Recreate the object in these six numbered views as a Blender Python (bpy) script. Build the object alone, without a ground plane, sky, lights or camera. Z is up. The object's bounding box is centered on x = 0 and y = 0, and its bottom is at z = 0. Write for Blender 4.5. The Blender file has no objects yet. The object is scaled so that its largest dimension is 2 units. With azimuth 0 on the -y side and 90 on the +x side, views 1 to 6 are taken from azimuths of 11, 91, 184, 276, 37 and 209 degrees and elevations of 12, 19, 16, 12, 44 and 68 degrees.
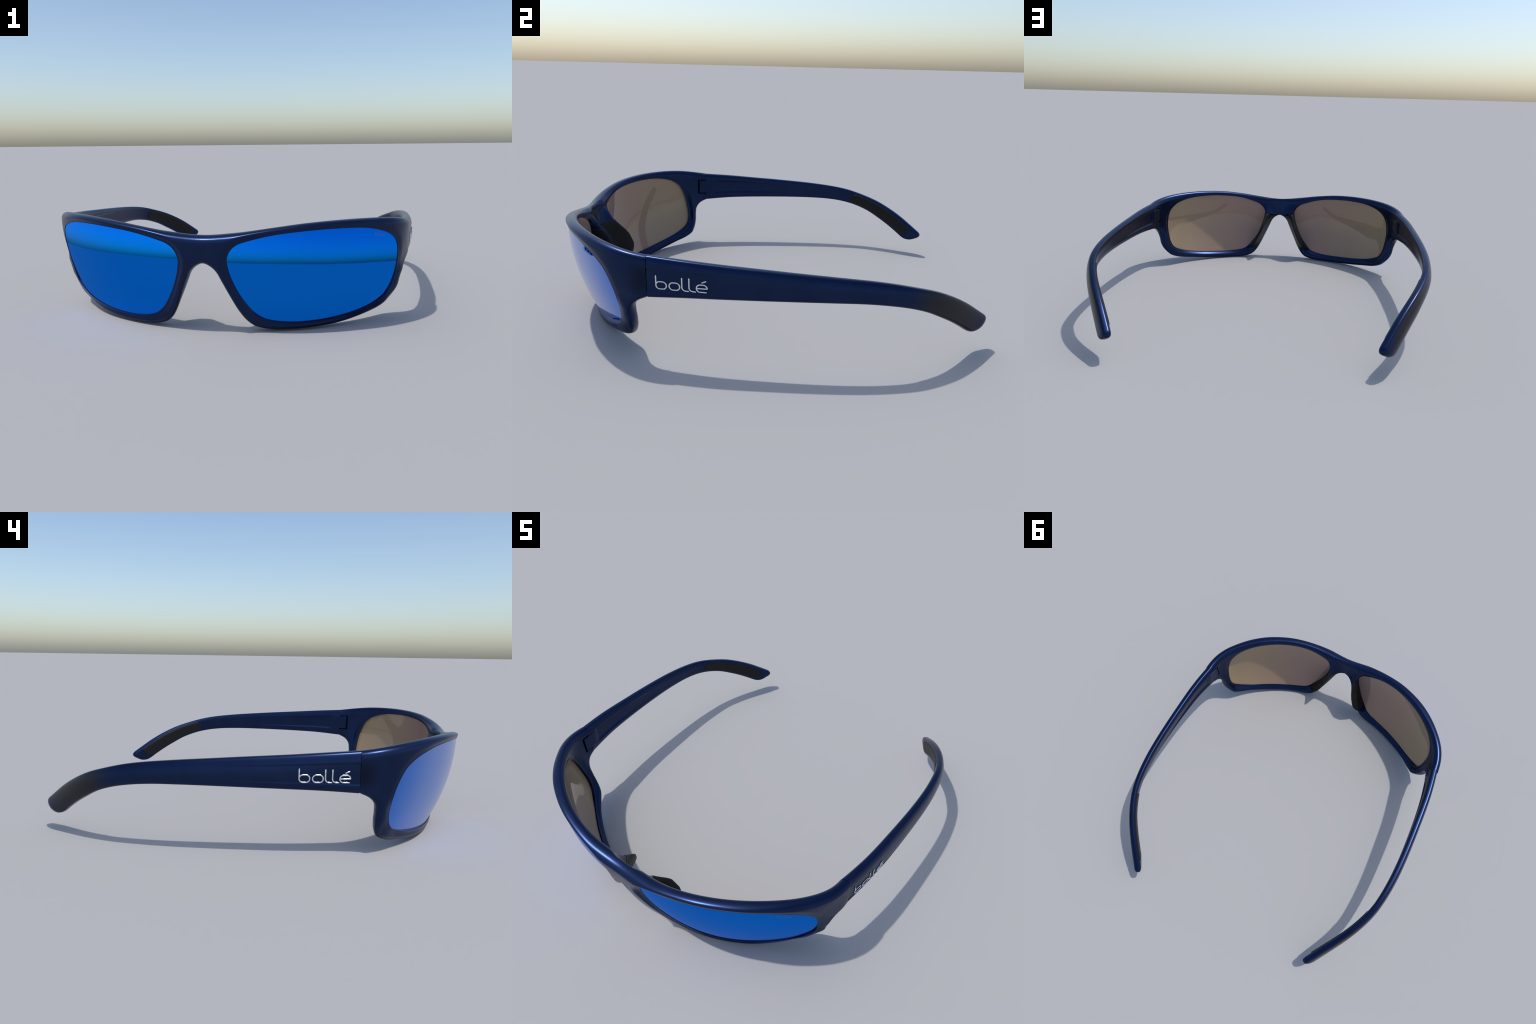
"""Wrap-around sport sunglasses: satin navy frame, blue mirrored lenses, black rubber nose
and ear grips, raised silver lettering on both temples.

The front is modelled on a wrapped shell.  A point of the front has coordinates
  a  arc length along the horizontal wrap line, measured from the middle of the bridge
  z  height
  d  distance outwards (+) or inwards (-) from the lens surface
and `shell()` turns them into x, y, z for the +x half; the -x half is its mirror image."""
import bpy, bmesh
import numpy as np
from mathutils import Vector

# ------------------------------------------------------------------ small helpers
def smooth(u):
    u = np.clip(u, 0.0, 1.0)
    return u * u * (3 - 2 * u)

def ramp(x, *pairs):
    """smooth piecewise interpolation through (position, value) pairs"""
    xs = np.array([p[0] for p in pairs], float)
    vs = np.array([p[1] for p in pairs], float)
    x = np.asarray(x, float)
    i = np.clip(np.searchsorted(xs, x) - 1, 0, len(xs) - 2)
    t = smooth((x - xs[i]) / (xs[i + 1] - xs[i]))
    return vs[i] * (1 - t) + vs[i + 1] * t

def spline_at(points, t, closed=False):
    """centripetal Catmull-Rom through control points, evaluated at parameters t (control point index)"""
    P = np.array(points, float)
    n = len(P)
    out = np.empty((len(t), P.shape[1]))
    for j, tt in enumerate(t):
        i = int(np.floor(tt + 1e-9))
        if not closed:
            i = min(i, n - 2)
        f = tt - i
        if closed:
            p0, p1, p2, p3 = P[(i - 1) % n], P[i % n], P[(i + 1) % n], P[(i + 2) % n]
        else:
            p1, p2 = P[i], P[i + 1]
            p0 = P[i - 1] if i else 2 * p1 - p2
            p3 = P[i + 2] if i + 2 < n else 2 * p2 - p1
        k0 = max(np.linalg.norm(p1 - p0), 1e-6) ** .5
        k1 = max(np.linalg.norm(p2 - p1), 1e-6) ** .5
        k2 = max(np.linalg.norm(p3 - p2), 1e-6) ** .5
        m1 = k1 * ((p1 - p0) / k0 - (p2 - p0) / (k0 + k1) + (p2 - p1) / k1)
        m2 = k1 * ((p2 - p1) / k1 - (p3 - p1) / (k1 + k2) + (p3 - p2) / k2)
        out[j] = ((2*f**3 - 3*f**2 + 1) * p1 + (f**3 - 2*f**2 + f) * m1
                  + (-2*f**3 + 3*f**2) * p2 + (f**3 - f**2) * m2)
    return out

def spline(points, per):
    return spline_at(points, np.arange((len(points) - 1) * per + 1) / per)

def natural(xs, ys, x):
    """natural cubic spline y(x)"""
    xs = np.array(xs, float); ys = np.array(ys, float); n = len(xs); h = np.diff(xs)
    A = np.eye(n); r = np.zeros(n)
    for i in range(1, n - 1):
        A[i, i-1], A[i, i], A[i, i+1] = h[i-1], 2 * (h[i-1] + h[i]), h[i]
        r[i] = 6 * ((ys[i+1] - ys[i]) / h[i] - (ys[i] - ys[i-1]) / h[i-1])
    m = np.linalg.solve(A, r)
    x = np.asarray(x, float)
    i = np.clip(np.searchsorted(xs, x) - 1, 0, n - 2)
    u, v = x - xs[i], xs[i+1] - x
    return ((m[i] * v**3 + m[i+1] * u**3) / (6 * h[i]) + (ys[i] / h[i] - m[i] * h[i] / 6) * v
            + (ys[i+1] / h[i] - m[i+1] * h[i] / 6) * u)

def distance(points, line):
    """distance of each point to a dense polyline given by its segments"""
    p = points.reshape(-1, 2)
    best = np.full(len(p), 1e9)
    for q0, q1 in zip(line[:-1], line[1:]):
        e = q1 - q0
        L = e @ e
        if L < 1e-14:
            continue
        t = np.clip(((p - q0) @ e) / L, 0, 1)
        best = np.minimum(best, np.hypot(*(p - q0 - t[:, None] * e).T))
    return best.reshape(points.shape[:-1])

def make_object(name, verts, faces, material, parent, weld=1e-5, sharp=40, extra=()):
    bm = bmesh.new()
    vs = [bm.verts.new(Vector(v)) for v in verts]
    for f in faces:
        if len(set(f)) >= 3:
            try:
                bm.faces.new([vs[i] for i in f])
            except ValueError:
                pass
    if weld:
        bmesh.ops.remove_doubles(bm, verts=bm.verts, dist=weld)
    bmesh.ops.dissolve_degenerate(bm, edges=bm.edges, dist=1e-6)
    bmesh.ops.recalc_face_normals(bm, faces=bm.faces)
    me = bpy.data.meshes.new(name)
    bm.to_mesh(me)
    bm.free()
    return finish(name, me, material, parent, sharp)

def finish(name, me, material, parent, sharp=40):
    me.materials.append(material)
    for p in me.polygons:
        p.use_smooth = True
    me.set_sharp_from_angle(angle=np.radians(sharp))
    ob = bpy.data.objects.new(name, me)
    bpy.context.scene.collection.objects.link(ob)
    ob.parent = parent
    return ob

def grid_faces(idx, wrap_rows=False):
    """quads over a 2D array of vertex indices"""
    n, m = idx.shape
    f = []
    for i in range(n if wrap_rows else n - 1):
        k = (i + 1) % n
        for j in range(m - 1):
            f.append((idx[i, j], idx[k, j], idx[k, j+1], idx[i, j+1]))
    return f

# ------------------------------------------------------------------ materials
def new_material(name):
    m = bpy.data.materials.new(name)
    m.use_nodes = True
    nt = m.node_tree
    b = nt.nodes["Principled BSDF"]
    return m, nt, b

def node(nt, kind, **kw):
    n = nt.nodes.new(kind)
    for k, v in kw.items():
        setattr(n, k, v)
    return n

def math(nt, op, a, b=None, c=None, clamp=False):
    n = node(nt, "ShaderNodeMath", operation=op, use_clamp=clamp)
    for i, v in enumerate((a, b, c)):
        if v is None:
            continue
        if isinstance(v, (int, float)):
            n.inputs[i].default_value = v
        else:
            nt.links.new(v, n.inputs[i])
    return n.outputs[0]

def step_mask(nt, value, lo, hi):
    n = node(nt, "ShaderNodeMapRange", interpolation_type='SMOOTHSTEP', clamp=True)
    nt.links.new(value, n.inputs[0])
    n.inputs[1].default_value, n.inputs[2].default_value = lo, hi
    return n.outputs[0]

def mix_colour(nt, fac, a, b):
    n = node(nt, "ShaderNodeMix", data_type='RGBA')
    if isinstance(fac, (int, float)):
        n.inputs[0].default_value = fac
    else:
        nt.links.new(fac, n.inputs[0])
    for s, v in ((6, a), (7, b)):
        if isinstance(v, tuple):
            n.inputs[s].default_value = (*v, 1)
        else:
            nt.links.new(v, n.inputs[s])
    return n.outputs[2]

NAVY = (0.0110, 0.0232, 0.071)

def satin_blue(name, dark=None):
    m, nt, b = new_material(name)
    tc = node(nt, "ShaderNodeTexCoord")
    sx = node(nt, "ShaderNodeSeparateXYZ")
    nt.links.new(tc.outputs["Object"], sx.inputs[0])
    noise = node(nt, "ShaderNodeTexNoise")
    noise.inputs["Scale"].default_value = 9
    noise.inputs["Detail"].default_value = 3
    nt.links.new(tc.outputs["Object"], noise.inputs["Vector"])
    col = mix_colour(nt, step_mask(nt, noise.outputs[0], .3, .7), tuple(c * .93 for c in NAVY),
                     tuple(c * 1.07 for c in NAVY))
    if dark:
        col = dark(nt, sx, col)
    nt.links.new(col, b.inputs["Base Color"])
    b.inputs["Metallic"].default_value = 0.88
    b.inputs["Roughness"].default_value = 0.28
    b.inputs["Specular IOR Level"].default_value = 0.45
    fine = node(nt, "ShaderNodeTexNoise")
    fine.inputs["Scale"].default_value = 420
    nt.links.new(tc.outputs["Object"], fine.inputs["Vector"])
    bump = node(nt, "ShaderNodeBump")
    bump.inputs["Strength"].default_value = .03
    bump.inputs["Distance"].default_value = .002
    nt.links.new(fine.outputs[0], bump.inputs["Height"])
    nt.links.new(bump.outputs[0], b.inputs["Normal"])
    return m

def box_mask(nt, sx, y0, y1, soft):
    """soft interval along y"""
    up = step_mask(nt, sx.outputs[1], y0 - soft, y0 + soft)
    dn = step_mask(nt, sx.outputs[1], y1 - soft, y1 + soft)
    return math(nt, 'MULTIPLY', up, math(nt, 'SUBTRACT', 1.0, dn))

def hinge_dark(nt, sx, col):
    # soft near-black patch on the end pieces, just ahead of the hinge seam
    ax = math(nt, 'ABSOLUTE', sx.outputs[0])
    band = math(nt, 'MULTIPLY', step_mask(nt, sx.outputs[2], .285, .345),
                math(nt, 'SUBTRACT', 1.0, step_mask(nt, sx.outputs[2], .385, .445)))
    fac = math(nt, 'MULTIPLY', band, step_mask(nt, sx.outputs[1], -.545, -.465))
    fac = math(nt, 'MULTIPLY', fac, step_mask(nt, ax, .85, .868))
    return mix_colour(nt, math(nt, 'MULTIPLY', fac, .6), col, (0.007, 0.008, 0.011))

def temple_dark(nt, sx, col):
    # outer face fades from navy to dark grey near the rear end
    g = node(nt, "ShaderNodeNewGeometry")
    nx = node(nt, "ShaderNodeSeparateXYZ")
    nt.links.new(g.outputs["Normal"], nx.inputs[0])
    outward = math(nt, 'MULTIPLY', nx.outputs[0], math(nt, 'SIGN', sx.outputs[0]))
    fac = math(nt, 'MULTIPLY', box_mask(nt, sx, .65, .94, .07), step_mask(nt, outward, .0, .5))
    return mix_colour(nt, math(nt, 'MULTIPLY', fac, .92), col, (0.030, 0.031, 0.034))

def rubber(name, base=(0.008, 0.0085, 0.009), rough=.5):
    m, nt, b = new_material(name)
    tc = node(nt, "ShaderNodeTexCoord")
    n = node(nt, "ShaderNodeTexNoise")
    n.inputs["Scale"].default_value = 60
    n.inputs["Detail"].default_value = 4
    nt.links.new(tc.outputs["Object"], n.inputs["Vector"])
    nt.links.new(mix_colour(nt, n.outputs[0], tuple(c * .85 for c in base),
                            tuple(c * 1.15 for c in base)), b.inputs["Base Color"])
    b.inputs["Roughness"].default_value = rough
    b.inputs["Specular IOR Level"].default_value = .22
    bump = node(nt, "ShaderNodeBump")
    bump.inputs["Strength"].default_value = .08
    bump.inputs["Distance"].default_value = .002
    nt.links.new(n.outputs[0], bump.inputs["Height"])
    nt.links.new(bump.outputs[0], b.inputs["Normal"])
    return m

def mirror_blue():
    m, nt, b = new_material("blue_mirror_coating")
    tc = node(nt, "ShaderNodeTexCoord")
    n = node(nt, "ShaderNodeTexNoise")
    n.inputs["Scale"].default_value = 2.5
    nt.links.new(tc.outputs["Object"], n.inputs["Vector"])
    nt.links.new(mix_colour(nt, n.outputs[0], (0.0015, 0.165, 0.72), (0.002, 0.18, 0.74)),
                 b.inputs["Base Color"])
    b.inputs["Metallic"].default_value = 1
    b.inputs["Roughness"].default_value = .03
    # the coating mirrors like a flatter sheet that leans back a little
    g = node(nt, "ShaderNodeNewGeometry")
    n = node(nt, "ShaderNodeSeparateXYZ")
    nt.links.new(g.outputs["Normal"], n.inputs[0])
    p = node(nt, "ShaderNodeSeparateXYZ")
    nt.links.new(tc.outputs["Object"], p.inputs[0])
    sgn = math(nt, 'SIGN', p.outputs[0])
    nx = math(nt, 'MULTIPLY_ADD', math(nt, 'MULTIPLY', n.outputs[0], sgn), .39, .17)
    nz = math(nt, 'MULTIPLY_ADD', n.outputs[2], .6, .199)
    nz = math(nt, 'MULTIPLY_ADD', math(nt, 'MULTIPLY', n.outputs[0], n.outputs[0]), .065, nz)
    ny = math(nt, 'SQRT', math(nt, 'SUBTRACT', math(nt, 'SUBTRACT', 1.0, math(nt, 'MULTIPLY', nx, nx)), math(nt, 'MULTIPLY', nz, nz)))
    c = node(nt, "ShaderNodeCombineXYZ")
    nt.links.new(math(nt, 'MULTIPLY', nx, sgn), c.inputs[0])
    nt.links.new(math(nt, 'MULTIPLY', ny, -1.0), c.inputs[1])
    nt.links.new(nz, c.inputs[2])
    nt.links.new(c.outputs[0], b.inputs["Normal"])
    return m

def tinted_inside():
    m, nt, b = new_material("brown_lens_inside")
    tc = node(nt, "ShaderNodeTexCoord")
    sx = node(nt, "ShaderNodeSeparateXYZ")
    nt.links.new(tc.outputs["Object"], sx.inputs[0])
    ax = math(nt, 'ABSOLUTE', sx.outputs[0])
    r = node(nt, "ShaderNodeValToRGB")
    nt.links.new(ax, r.inputs[0])
    e = r.color_ramp.elements
    e[0].position, e[0].color = .10, (0.31, 0.195, 0.172, 1)
    e[1].position, e[1].color = .80, (0.34, 0.25, 0.15, 1)
    k = e.new(.42); k.color = (0.33, 0.22, 0.16, 1)
    nt.links.new(r.outputs[0], b.inputs["Base Color"])
    b.inputs["Roughness"].default_value = .04
    b.inputs["Specular IOR Level"].default_value = .6
    b.inputs["Specular Tint"].default_value = (1, .78, .6, 1)
    return m

def silver():
    m, nt, b = new_material("polished_silver")
    b.inputs["Base Color"].default_value = (0.72, 0.74, 0.78, 1)
    b.inputs["Metallic"].default_value = 1
    b.inputs["Roughness"].default_value = .18
    return m

def etched():
    m, nt, b = new_material("etched_mark")
    b.inputs["Base Color"].default_value = (0.06, 0.21, 0.70, 1)
    b.inputs["Roughness"].default_value = .6
    b.inputs["Specular IOR Level"].default_value = .2
    return m

MAT_FRAME = satin_blue("satin_navy_front", hinge_dark)
MAT_TEMPLE = satin_blue("satin_navy_temple", temple_dark)
MAT_PAD = rubber("black_rubber_nose")
MAT_GRIP = rubber("black_rubber_grip")
MAT_MIRROR = mirror_blue()
MAT_INSIDE = tinted_inside()
MAT_SILVER = silver()
MAT_ETCH = etched()

# ------------------------------------------------------------------ the wrapped shell
CURVATURE = ((0, -.98), (.1, .28), (.2, 1.30), (.35, 1.36), (.55, 1.13), (.75, .97),
             (.9, 2.0), (1.0, 3.0), (1.13, 2.37))
ARC = np.linspace(0, 1.2, 2400)
_k = np.interp(ARC, [c[0] for c in CURVATURE], [c[1] for c in CURVATURE])
_h = ARC[1]
HEAD = np.r_[0, np.cumsum((_k[1:] + _k[:-1]) / 2 * _h)]
PLAN_X = np.r_[0, np.cumsum((np.cos(HEAD[1:]) + np.cos(HEAD[:-1])) / 2 * _h)]
PLAN_Y = -.974 + np.r_[0, np.cumsum((np.sin(HEAD[1:]) + np.sin(HEAD[:-1])) / 2 * _h)]

SEAM = float(np.interp(-.4510, PLAN_Y[500:], ARC[500:]))      # arc length at which the temple joins

def shell(a, z, d):
    th = np.interp(a, ARC, HEAD)
    th = th + (np.pi / 2 - th) * smooth((a - .98) / (SEAM - .98))      # the hinge face looks straight back
    nx, ny = np.sin(th), -np.cos(th)
    off = d - .62 * (.45 - z) ** 2 * (1 - .75 * smooth((a - 1.0) / .12) * smooth((z - .2) / .1))
    return np.stack([np.interp(a, ARC, PLAN_X) + nx * off, np.interp(a, ARC, PLAN_Y) + ny * off,
                     z + 0 * a], -1)

# outline of the front in (a, z) and the lens edge facing it, as key pairs
TOP_KEYS = [((0, .440), (.150, .402)), ((.15, .453), (.19, .418)), ((.3, .474), (.298, .445)),
            ((.44, .490), (.43, .4605)), ((.6, .498), (.59, .466)), ((.76, .497), (.742, .457)),
            ((.9, .489), (.85, .430)), ((1.0, .478), (.893, .408)), ((SEAM, .461), (.926, .380))]
LOW_KEYS = [((SEAM, .284), (.973, .238)), ((1.085, .262), (.975, .215)), ((1.058, .232), (.975, .195)),
            ((1.050, .194), (.972, .172)), ((1.049, .152), (.963, .147)), ((1.037, .110), (.945, .123)),
            ((.997, .073), (.915, .106)), ((.925, .047), (.85, .084)), ((.8, .027), (.753, .063)),
            ((.65, .009), (.64, .048)), ((.5, .001), (.5, .0395)), ((.38, 0), (.39, .041)),
            ((.3, .002), (.31, .050)), ((.245, .010), (.262, .063)), ((.207, .023), (.23, .080)),
            ((.171, .052), (.199, .105)), ((.141, .096), (.175, .138)), ((.116, .146), (.152, .180)),
            ((.093, .195), (.131, .228)), ((.072, .242), (.115, .275)), ((.054, .280), (.109, .305)),
            ((.03, .304), (.1065, .325)), ((0, .316), (.108, .345))]
PER = 8
mirrored = lambda p: (-p[0], p[1])
_t = [k[0] for k in TOP_KEYS]
_l = [k[0] for k in LOW_KEYS]
outer_top = spline([mirrored(_t[1])] + _t, PER)[PER:]        # level where it crosses the middle
outer_low = spline(_l + [mirrored(_l[-2])], PER)[:-PER]
lens_keys = [k[1] for k in TOP_KEYS] + [(.957, .318)] + [k[1] for k in LOW_KEYS] + [(.123, .378)]
n_top, n_low = len(outer_top), len(outer_low)
# columns: top edge, hinge face, lower edge, middle of the bridge; the two faces are sampled
# densely towards their ends, where the rounded edges begin
FACE = 36
face_u = .5 - .5 * np.cos(np.pi * np.arange(1, FACE) / FACE)
k_top, k_low = len(TOP_KEYS) - 1, len(LOW_KEYS) - 1
lens_t = np.concatenate([np.arange(n_top) / PER, k_top + 2 * face_u, k_top + 2 + np.arange(n_low) / PER,
                         k_top + 2 + k_low + 2 * face_u])
LENS = spline_at(lens_keys, lens_t, closed=True)            # the whole lens edge
line = lambda p, q: p + (q - p) * face_u[:, None]
OUTER = np.concatenate([outer_top, line(outer_top[-1], outer_low[0]), outer_low, line(outer_low[-1], outer_top[0])])
COLS = len(OUTER)
assert COLS == len(LENS), (COLS, len(LENS))
IS_SEAM = np.zeros(COLS, bool); IS_SEAM[n_top - 1:n_top + FACE] = True
IS_BRIDGE = np.zeros(COLS, bool)
IS_BRIDGE[n_top + FACE - 1 + n_low - 1:] = True; IS_BRIDGE[0] = True

# --------------------------------------------------------------- front frame
def front_and_back(A, Z, rho_out, rho_in, lam):
    """outer and inner height d of the front at (a, z)"""
    nose = np.clip(natural((.0, .06, .09, .14, .18, .225, .26, .30, .34, .375, .41, .55),
                           (0, 0, .32, .80, 1.0, 1.03, .90, .62, .36, .16, 0, 0), Z), 0, 1) \
        * (1 - smooth((A - .22) / .08)) * (Z > .05) * (Z < .41)
    end = smooth((A - .90) / .16)
    low = 1 - smooth((Z - .10) / .12)
    bridge = 1 - smooth((A - .035) / .07)
    mid = -.026 - .002 * nose + .013 * low
    crest = .021 * (1 - .8 * smooth((A - .60) / .28)) * (1 - .4 * low)
    f_lens = -.001 + .004 * end
    front = f_lens + (crest - f_lens) * smooth(rho_in / .034)
    front = front + .010 * low * smooth((A - .86) / .12) + .003 * low
    # fuller cheek below the hinge
    front = front + .014 * smooth((A - .955) / .07) * ramp(Z, (.08, 0), (.17, 1), (.22, 1), (.29, 0))
    r_front = .034 - .010 * low
    front = mid + (front - mid) * (1 - (1 - np.clip(rho_out / r_front, 0, 1)) ** 2.3) ** (1 / 2.3)
    depth = .054 - .006 * low - .002 * end - .017 * bridge
    lens_back = .048 - .013 * low - .020 * end - .030 * nose
    r_back = .034
    u = np.clip(rho_out / r_back, 0, 1)
    back = mid - (depth + mid) * np.sqrt(1 - (1 - u) ** 2)
    k = smooth(rho_in / (.024 - .016 * nose + .035 * end))
    back = -lens_back * (1 - k) + back * k
    # the nose cushion stands far back: steep towards the lens, a long slope towards the nose
    fin = np.interp(lam, (0, .03, .07, .13, .2, .28, .4, .55, .7, .85, 1),
                    (0, .42, .76, .95, 1, .96, .80, .52, .27, .08, 0))
    back = back - .094 * nose * fin
    return front, np.minimum(back, front - .0)

ROWS = 30
lam = .5 - .5 * np.cos(np.pi * np.arange(ROWS + 1) / ROWS)
AZ = LENS[:, None] * (1 - lam[None, :, None]) + OUTER[:, None] * lam[None, :, None]
true_edge_top = np.concatenate([outer_top[12:0:-1] * [-1, 1], outer_top, [[SEAM + .2, .43]]])
true_edge_low = np.concatenate([[[SEAM + .2, .305]], outer_low, outer_low[-2:-20:-1] * [-1, 1]])
RHO_OUT = np.minimum(distance(AZ, true_edge_top), distance(AZ, true_edge_low))
RHO_IN = distance(AZ, np.vstack([LENS, LENS[:1]]))
on_edge = ~(IS_SEAM | IS_BRIDGE)
corner = np.zeros(COLS, bool)
for c in (0, n_top - 1, n_top + FACE - 1, n_top + FACE - 1 + n_low - 1):
    corner[c] = True
RHO_OUT[on_edge | corner, -1] = 0
# on the inner side the lens opening is a little tighter towards the nose and the cheek
tight = .007 * np.maximum(1 - smooth((LENS[:, 0] - .15) / .2), 1 - smooth((LENS[:, 1] - .05) / .1))
tight = tight + .011 * np.exp(-((LENS[:, 0] - .205) ** 2 + (LENS[:, 1] - .10) ** 2) / .055 ** 2)   # rounder by the nose
to_mid = np.array([.53, .26]) - LENS
LENS_IN = LENS + to_mid / np.linalg.norm(to_mid, axis=1)[:, None] * tight[:, None]
AZB = LENS_IN[:, None] * (1 - lam[None, :, None]) + OUTER[:, None] * lam[None, :, None]
RHO_OUT_B = np.minimum(distance(AZB, true_edge_top), distance(AZB, true_edge_low))
RHO_OUT_B[on_edge | corner, -1] = 0
RHO_IN_B = distance(AZB, np.vstack([LENS_IN, LENS_IN[:1]]))
FRONT, _ = front_and_back(AZ[..., 0], AZ[..., 1], RHO_OUT, RHO_IN, lam[None])
_, BACK = front_and_back(AZB[..., 0], AZB[..., 1], RHO_OUT_B, RHO_IN_B, lam[None])
PF, PB = shell(AZ[..., 0], AZ[..., 1], FRONT), shell(AZB[..., 0], AZB[..., 1], BACK)
PF[IS_BRIDGE, -1, 0] = 0
PB[IS_BRIDGE, -1, 0] = 0

# which quads of the inner side carry the rubber nose pad (columns along the nose, by height)
low0 = n_top + FACE - 1
col_z = OUTER[:, 1]
in_low = np.zeros(COLS, bool); in_low[low0:low0 + n_low] = True
PAD_COLS = [c for c in range(COLS) if in_low[c] and OUTER[c, 0] < .19 and .050 < OUTER[c, 1] < .313]
PAD_ROW0, PAD_ROW1 = 2, ROWS - 7

def build_front(parent):
    V, Fc = [], []
    nf = COLS * (ROWS + 1)
    idx_f = np.arange(nf).reshape(COLS, ROWS + 1)
    idx_b = idx_f + nf
    half = [PF.reshape(-1, 3), PB.reshape(-1, 3)]
    faces = []
    faces += grid_faces(idx_f, True)
    faces += [f[::-1] for f in grid_faces(idx_b, True)]
    for i in range(COLS):
        k = (i + 1) % COLS
        faces.append((idx_f[k, 0], idx_f[i, 0], idx_b[i, 0], idx_b[k, 0]))         # lens groove
        if IS_SEAM[i] and IS_SEAM[k]:                                              # hinge face
            faces.append((idx_f[i, -1], idx_f[k, -1], idx_b[k, -1], idx_b[i, -1]))
    P = np.concatenate(half)
    n = len(P)
    V = np.concatenate([P, P * [-1, 1, 1]])
    Fc = faces + [tuple(n + v for v in f[::-1]) for f in faces]
    return make_object("front_frame", V, Fc, MAT_FRAME, parent, weld=2e-5)

def build_pad(parent, side):
    """rubber cushion wrapped over the nose wall, 2.5 mm proud, with fine ribs"""
    c0, c1 = PAD_COLS[0], PAD_COLS[-1]
    cols = np.linspace(c0, c1, (len(PAD_COLS) - 1) * 3 + 1)
    rows = np.arange(PAD_ROW0, PAD_ROW1 + 1)
    base = np.stack([[np.interp(cols, np.arange(COLS), PB[:, r, k]) for k in range(3)] for r in rows], 0)
    base = np.transpose(base, (2, 0, 1))                    # column, row, xyz
    du = np.gradient(base, axis=0); dv = np.gradient(base, axis=1)
    nrm = np.cross(du, dv); nrm /= np.linalg.norm(nrm, axis=2)[..., None] + 1e-12
    away = base - np.stack([[np.interp(cols, np.arange(COLS), PF[:, ROWS // 2, k]) for k in range(3)]], 0).transpose(2, 0, 1)
    if (nrm * away).sum(2).mean() < 0:
        nrm = -nrm
    u = np.linspace(0, 1, len(cols))[:, None]; v = np.linspace(0, 1, len(rows))[None]
    edge = np.minimum(smooth(np.minimum(u, 1 - u) / .03), smooth(np.minimum(v, 1 - v) / .08))
    ribs = .0005 * np.sin(u * 2 * np.pi * 16) * smooth((v - .45) / .1) * smooth((.95 - v) / .1)
    lift = .0012 + (.0018 + ribs) * edge
    P = base + nrm * lift[..., None]
    Q = base - nrm * .004
    P, Q = P * [side, 1, 1], Q * [side, 1, 1]
    n, m = len(cols), len(rows)
    i0 = np.arange(n * m).reshape(n, m); i1 = i0 + n * m
    faces = grid_faces(i0) + grid_faces(i1)
    for i in range(n - 1):
        faces += [(i0[i, 0], i0[i+1, 0], i1[i+1, 0], i1[i, 0]), (i0[i, -1], i0[i+1, -1], i1[i+1, -1], i1[i, -1])]
    for j in range(m - 1):
        faces += [(i0[0, j], i0[0, j+1], i1[0, j+1], i1[0, j]), (i0[-1, j], i0[-1, j+1], i1[-1, j+1], i1[-1, j])]
    return make_object("nose_pad", np.concatenate([P.reshape(-1, 3), Q.reshape(-1, 3)]), faces, MAT_PAD, parent, sharp=50)

# --------------------------------------------------------------- lenses
LENS_MID = np.array([.53, .26])
def lens_depth(z):
    return -.0045 + 0 * z

def build_lens(parent, side):
    rings = 28
    r = np.sin(np.pi / 2 * np.arange(rings + 1) / rings)
    edge = LENS + (LENS - LENS_MID) / np.linalg.norm(LENS - LENS_MID, axis=1)[:, None] * .004
    AZl = LENS_MID + (edge - LENS_MID)[:, None] * r[None, ::-1, None]
    a, z = AZl[..., 0], AZl[..., 1]
    F_ = shell(a, z, lens_depth(z)) * [side, 1, 1]
    inside = (-.026 - .016 * (z - .04) / .42 + .014 * smooth((a - .78) / .22)
              + .013 * (1 - smooth((a - .1) / .22)) * (1 - smooth((z - .15) / .25)))
    B_ = shell(a, z, inside) * [side, 1, 1]
    n = COLS * (rings + 1)
    i0 = np.arange(n).reshape(COLS, rings + 1); i1 = i0 + n
    faces = grid_faces(i0, True)
    back = grid_faces(i1, True)
    rim = [(i0[i, 0], i0[(i+1) % COLS, 0], i1[(i+1) % COLS, 0], i1[i, 0]) for i in range(COLS)]
    ob = make_object("lens", np.concatenate([F_.reshape(-1, 3), B_.reshape(-1, 3)]), faces + back + rim,
                     MAT_MIRROR, parent, weld=1e-6, sharp=30)
    ob.data.materials.append(MAT_INSIDE)
    mid = Vector(shell(np.array(LENS_MID[0]), np.array(LENS_MID[1]), -.4) * [side, 1, 1])
    for p in ob.data.polygons:                      # inner skin: faces that look towards the eye
        if p.normal.dot(mid - p.center) > 0:
            p.material_index = 1
    return ob

# --------------------------------------------------------------- temples
# stations: upper edge (y, z), lower edge (y, z)
STATIONS = [((-.4498, .461), (-.4498, .284)), ((-.30, .451), (-.30, .295)), ((-.15, .440), (-.15, .300)),
            ((0, .430), (0, .303)), ((.15, .419), (.15, .305)), ((.30, .407), (.285, .305)),
            ((.45, .391), (.415, .301)), ((.55, .374), (.515, .290)), ((.65, .348), (.60, .272)),
            ((.74, .318), (.685, .242)), ((.82, .280), (.755, .205)), ((.89, .238), (.815, .169)),
            ((.95, .194), (.868, .132)), ((.992, .162), (.908, .102)), ((1.030, .133), (.949, .080))]
OUT_X = ((-.45, .8855), (-.3, .909), (-.15, .923), (0, .930), (.15, .933), (.3, .930), (.45, .915),
         (.55, .895), (.65, .860), (.75, .812), (.85, .753), (.95, .690), (1.04, .633))
THICK = ((-.45, .060), (-.3, .056), (-.1, .053), (.1, .050), (.3, .048), (.5, .045), (.7, .047), (.85, .051), (.95, .053), (1.05, .051))

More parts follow.
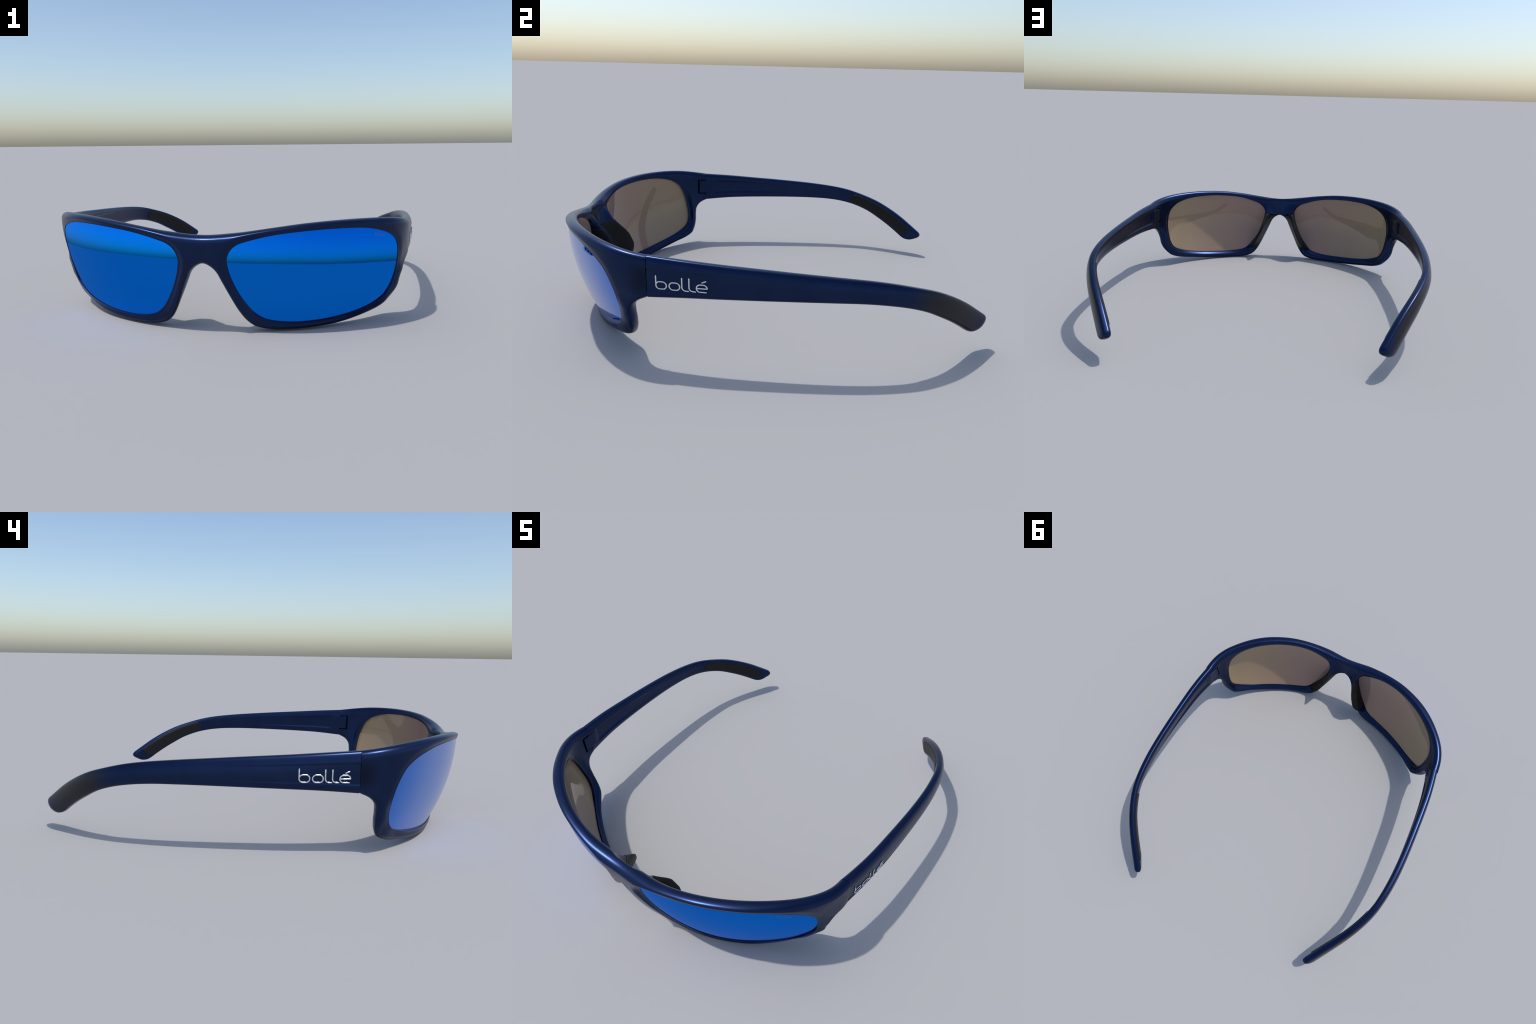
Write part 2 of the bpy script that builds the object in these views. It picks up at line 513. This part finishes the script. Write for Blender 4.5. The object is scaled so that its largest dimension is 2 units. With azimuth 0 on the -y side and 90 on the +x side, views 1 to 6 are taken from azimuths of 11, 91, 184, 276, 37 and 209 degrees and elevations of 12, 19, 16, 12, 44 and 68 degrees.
def out_x(y):
    return natural([p[0] for p in OUT_X], [p[1] for p in OUT_X], y)

PER_T = 14
TOP_LINE = spline([s[0] for s in STATIONS], PER_T)
LOW_LINE = spline([s[1] for s in STATIONS], PER_T)

MID_LINE = (TOP_LINE + LOW_LINE) / 2
MID_ARC = np.r_[0, np.cumsum(np.linalg.norm(np.diff(MID_LINE, axis=0), axis=1))]

def along(k, table):
    return np.stack([np.interp(k, np.arange(len(table)), table[:, c]) for c in range(table.shape[1])], -1)

def temple_section(k, phi, lift=0.0):
    """points of the temple's cross-section at station k; phi 0 faces outwards, 90 up, 180 inwards"""
    p = np.sign(np.cos(phi)) * np.abs(np.cos(phi)) ** .62
    q = np.sign(np.sin(phi)) * np.abs(np.sin(phi)) ** .85
    T, L = along(k, TOP_LINE), along(k, LOW_LINE)
    left = MID_ARC[-1] - np.interp(k, np.arange(len(MID_ARC)), MID_ARC)
    # round off the rear end
    close = .28 + .72 * (1 - (1 - np.clip(left / .040, 0, 1)) ** 2.2) ** (1 / 2.2)
    pinch = .25 + .75 * np.sqrt(1 - (1 - np.clip(left / .028, 0, 1)) ** 2)
    c = (T + L) / 2
    yz = c + q[:, None] * ((T - L) / 2 * close)
    y0 = c[0]
    th = np.interp(y0, *zip(*THICK)) / 2
    roll = .007 * smooth((q + .3) / 1.3) * smooth((y0 + .45) / .4)
    front = 1 - smooth((y0 + .45) / .75)
    # shallow step along the outer face that fades towards the rear, long panel inside
    groove = .0042 * front * (smooth((q + .62) / .10) - smooth((q - .42) / .08)) * (p > .3)
    inner = .009 * (1 - smooth((y0 + .33) / .62)) * (smooth((q + .55) / .16) - smooth((q - .42) / .16)) \
        * smooth((y0 + .405) / .018) * (p < -.3)
    # depth below the outer face, measured square to the plan line of the temple
    w = th + roll - p * th * pinch + groove - inner + lift
    slope = (out_x(yz[:, 0] + .005) - out_x(yz[:, 0] - .005)) / .01 * smooth((y0 + .44) / .2)
    nl = np.hypot(1, slope)
    return np.stack([out_x(yz[:, 0]) - w / nl, yz[:, 0] + w * slope / nl, yz[:, 1]], -1)

def temple_sections():
    phi = 2 * np.pi * np.arange(200) / 200
    return np.array([temple_section(k, phi) for k in range(len(TOP_LINE))])

TEMPLE = temple_sections()

def build_temple(parent, side):
    R = TEMPLE * [side, 1, 1]
    n, m = R.shape[:2]
    idx = np.arange(n * m).reshape(n, m)
    faces = []
    for i in range(n - 1):
        for j in range(m):
            k = (j + 1) % m
            faces.append((idx[i, j], idx[i+1, j], idx[i+1, k], idx[i, k]))
    V = list(R.reshape(-1, 3))
    for row, shift in ((0, 0), (n - 1, .0)):
        c = R[row].mean(0); ci = len(V); V.append(c)
        for j in range(m):
            faces.append((idx[row, j], idx[row, (j + 1) % m], ci))
    ob = make_object("temple", V, faces, MAT_TEMPLE, parent, sharp=55)
    return ob

def build_tongue(parent, side):
    """hinge tongue on the inner side, reaching forward into the front"""
    x0, x1 = .8175, .845
    y0, y1 = -.497, -.41
    z0, z1 = .332, .418
    V = [(side * (x + (.014 if (x == x0 and y == y1) else 0)), y, z) for x in (x0, x1) for y in (y0, y1) for z in (z0, z1)]
    F_ = [(0, 1, 3, 2), (4, 6, 7, 5), (0, 4, 5, 1), (2, 3, 7, 6), (0, 2, 6, 4), (1, 5, 7, 3)]
    ob = make_object("hinge", V, F_, MAT_FRAME, parent)
    bev = ob.modifiers.new("round", 'BEVEL'); bev.width = .004; bev.segments = 3
    return ob

def build_grip(parent, side):
    """rubber inlay on the inner side of the ear bend: a rounded strip that stands 3 mm proud"""
    n, m = 90, 25
    k = np.linspace(7.35, 12.75, n) * PER_T
    k = k[0] + (k[-1] - k[0]) * (.5 - .5 * np.cos(np.pi * np.arange(n) / (n - 1)))
    c = along(k, MID_LINE)
    arc = np.r_[0, np.cumsum(np.linalg.norm(np.diff(c, axis=0), axis=1))]
    half = np.linalg.norm(along(k, TOP_LINE) - along(k, LOW_LINE), axis=1) / 2
    reach = .72                                             # share of the arm's height
    ends = np.minimum(arc, arc[-1] - arc)
    r = .030
    wide = reach * np.sqrt(np.clip(1 - (1 - np.clip(ends / r, 0, 1)) ** 2, 0, 1)) + 1e-3
    v = np.sin(np.pi / 2 * np.linspace(-1, 1, m))
    rows_p, rows_q = [], []
    for i in range(n):
        q = v * wide[i]
        phi = np.pi - np.arcsin(np.sign(q) * np.abs(q) ** (1 / .85))
        rim = np.minimum((1 - np.abs(v)) * wide[i] * half[i], ends[i])
        lift = .0006 + .0030 * smooth(rim / .0035)
        rows_p.append(temple_section(k[i], phi, lift))
        rows_q.append(temple_section(k[i], phi, -.004))
    P, Q = np.array(rows_p) * [side, 1, 1], np.array(rows_q) * [side, 1, 1]
    i0 = np.arange(n * m).reshape(n, m); i1 = i0 + n * m
    faces = grid_faces(i0) + grid_faces(i1)
    for i in range(n - 1):
        faces += [(i0[i, 0], i0[i+1, 0], i1[i+1, 0], i1[i, 0]), (i0[i, -1], i0[i+1, -1], i1[i+1, -1], i1[i, -1])]
    for j in range(m - 1):
        faces += [(i0[0, j], i0[0, j+1], i1[0, j+1], i1[0, j]), (i0[-1, j], i0[-1, j+1], i1[-1, j+1], i1[-1, j])]
    return make_object("ear_grip", np.concatenate([P.reshape(-1, 3), Q.reshape(-1, 3)]), faces, MAT_GRIP, parent, sharp=60)

def face_lookup():
    phi = 2 * np.pi * np.arange(TEMPLE.shape[1]) / TEMPLE.shape[1]
    return TEMPLE[:, np.cos(phi) > .12].reshape(-1, 3)

OUT_PTS = face_lookup()

def surface_x(pts, yz):
    """x of the temple's face at (y, z), inverse-distance from its nearest mesh points"""
    q = yz.reshape(-1, 2)
    out = np.empty(len(q))
    for i, s in enumerate(q):
        d = np.hypot(pts[:, 1] - s[0], pts[:, 2] - s[1])
        j = np.argpartition(d, 6)[:6]
        w = 1 / (d[j] + 1e-4) ** 2
        out[i] = (pts[j, 0] * w).sum() / w.sum()
    return out.reshape(yz.shape[:-1])

# --------------------------------------------------------------- lettering
def arc_pts(cx, cy, rx, ry, t0, t1, n=14):
    t = np.radians(np.linspace(t0, t1, n))
    return [(cx + rx * np.cos(a), cy + ry * np.sin(a)) for a in t]

# strokes of each letter in units of the small-letter height; x runs along the word
def letter_strokes():
    r = .5
    o = (arc_pts(.5, .5, .5, .5, 180, 90) + arc_pts(.88, .5, .5, .5, 90, -90, 26) + arc_pts(.5, .5, .5, .5, 270, 180))
    b = [(0, 1.76), (0, 1.0)] + [(0, .5)] + arc_pts(.5, .5, .5, .5, 180, 270)[1:] + \
        arc_pts(.88, .5, .5, .5, -90, 90, 26) + arc_pts(.5, .5, .5, .5, 90, 165)
    l = [(0, 1.70), (0, 1.0), (0, .5)] + arc_pts(.5, .5, .5, .5, 180, 262)[1:] + [(.55, 0), (.83, 0)]
    e = [(1.25, 0), (.9, 0)] + arc_pts(.5, .5, .5, .5, 270, 90, 26) + arc_pts(.88, .5, .5, .5, 90, 2) + [(1.38, .5), (.7, .5), (.03, .5)]
    accent = [(.72, 1.29), (1.22, 1.48)]
    return [("b", 0.0, [b]), ("o", 1.74, [o]), ("l", 3.40, [l]), ("l", 4.32, [l]), ("e", 5.27, [e, accent])]

def stroke_tube(path, radius, up_of, flat=.7):
    """closed tube with rounded ends along a 3D path; up_of = outward direction"""
    P = np.array(path, float)
    keep = [0] + [i for i in range(1, len(P)) if np.linalg.norm(P[i] - P[i-1]) > 1e-6]
    P = P[keep]
    T = np.gradient(P, axis=0); T /= np.linalg.norm(T, axis=1)[:, None]
    N = np.array([up_of] * len(P), float)
    N -= (N * T).sum(1)[:, None] * T; N /= np.linalg.norm(N, axis=1)[:, None]
    S = np.cross(T, N)
    ext = [(P[0] - T[0] * radius * .7, .55, 0), *[(P[i], 1, i) for i in range(len(P))],
           (P[-1] + T[-1] * radius * .7, .55, -1)]
    m = 10
    phi = 2 * np.pi * np.arange(m) / m
    V, F_ = [], []
    for c, s, i in ext:
        for a in phi:
            V.append(c + radius * s * (np.cos(a) * S[i] + flat * np.sin(a) * N[i]))
    n = len(ext)
    for i in range(n - 1):
        for j in range(m):
            k = (j + 1) % m
            F_.append((i * m + j, i * m + k, (i + 1) * m + k, (i + 1) * m + j))
    F_.append(tuple(range(m))); F_.append(tuple(range((n - 1) * m, n * m))[::-1])
    return V, F_

def build_letters(parent, side):
    unit = .0310
    length = 6.65
    y_mid = -.307
    z_of = lambda y: .3335 + .004 * (y + .41)
    for name, shift, strokes in letter_strokes():
        V, F_ = [], []
        for st in strokes:
            st = np.array(st) + [shift, 0]
            yy = y_mid + side * (st[:, 0] - length / 2) * unit
            zz = z_of(yy) + st[:, 1] * unit
            xx = surface_x(OUT_PTS, np.stack([yy, zz], -1)) + .0024
            v, f = stroke_tube(np.stack([side * xx, yy, zz], -1), .0031, (side, 0, 0))
            F_ += [tuple(len(V) + i for i in q) for q in f]
            V += v
        make_object("letter", V, F_, MAT_SILVER, parent, weld=0, sharp=60)

def build_lens_mark(parent):
    """the small word etched near the outer upper corner of the +x lens, and a line of tiny marks low down"""
    unit = .0062
    for name, shift, strokes in letter_strokes():
        V, F_ = [], []
        for st in strokes:
            st = np.array(st) + [shift, 0]
            a = .774 + st[:, 0] * unit * 1.46
            z = .4225 - (a - .774) * .12 + st[:, 1] * unit * 1.6
            P = shell(a, z, lens_depth(z) + .0006)
            up = shell(np.array(.83), np.array(.4), .1) - shell(np.array(.83), np.array(.4), 0)
            v, f = stroke_tube(P, .0010, up, .5)
            F_ += [tuple(len(V) + i for i in q) for q in f]
            V += v
        make_object("etched_letter", V, F_, MAT_ETCH, parent, weld=0, sharp=60)

def build_lens_dashes(parent):
    """a row of tiny etched strokes that follows the lower outer edge"""
    V, F_ = [], []
    for i in range(9):
        t = i / 8
        a = .829 + .068 * t
        z = .096 + .0206 * t + .002 * np.sin(t * 3.1)
        st = np.array([(a, z), (a + .0035, z + .0035 * (1 + i % 2))])
        P = shell(st[:, 0], st[:, 1], lens_depth(st[:, 1]) + .0006)
        up = shell(np.array(.86), np.array(.1), .1) - shell(np.array(.86), np.array(.1), 0)
        v, f = stroke_tube(P, .0010, up, .5)
        F_ += [tuple(len(V) + k for k in q) for q in f]
        V += v
    ob = make_object("etched_fine_print", V, F_, MAT_ETCH, parent, weld=0, sharp=60)
    ob["kind"] = "stuff"

# --------------------------------------------------------------- assembly
root = bpy.data.objects.new("sunglasses", None)
bpy.context.scene.collection.objects.link(root)
root["label"] = "wrap-around sport sunglasses with navy frame and blue mirrored lenses"
root["category"] = "sunglasses"

front = build_front(root)

# recess for the hinge tongues
for s in (1, -1):
    cut = build_tongue(None, s)
    cut.scale = (1, 1, 1)
    cut.name = "hinge_cutter"
    me = cut.data
    for v in me.vertices:
        v.co.x += s * (-.03 if abs(v.co.x) < .84 else .003)
        v.co.y += -.008 if v.co.y < -.46 else .02
        v.co.z += .0045 * (1 if v.co.z > .37 else -1)
    mod = front.modifiers.new("recess", 'BOOLEAN')
    mod.object = cut
    mod.operation = 'DIFFERENCE'
    mod.solver = 'EXACT'
deps = bpy.context.evaluated_depsgraph_get()
deps.update()
cut_mesh = bpy.data.meshes.new_from_object(front.evaluated_get(deps))
front.modifiers.clear()
front.data = cut_mesh
cut_mesh.name = "front_frame"
for p in cut_mesh.polygons:
    p.use_smooth = True
    p.material_index = 0
cut_mesh.set_sharp_from_angle(angle=np.radians(40))
for ob in [o for o in bpy.data.objects if o.name.startswith("hinge_cutter")]:
    bpy.data.objects.remove(ob)

for s in (1, -1):
    build_pad(front, s)
    lens = build_lens(root, s)
    if s == 1:
        build_lens_mark(lens)
        build_lens_dashes(lens)
    temple = build_temple(root, s)
    build_tongue(temple, s)
    build_grip(temple, s)
    build_letters(temple, s)
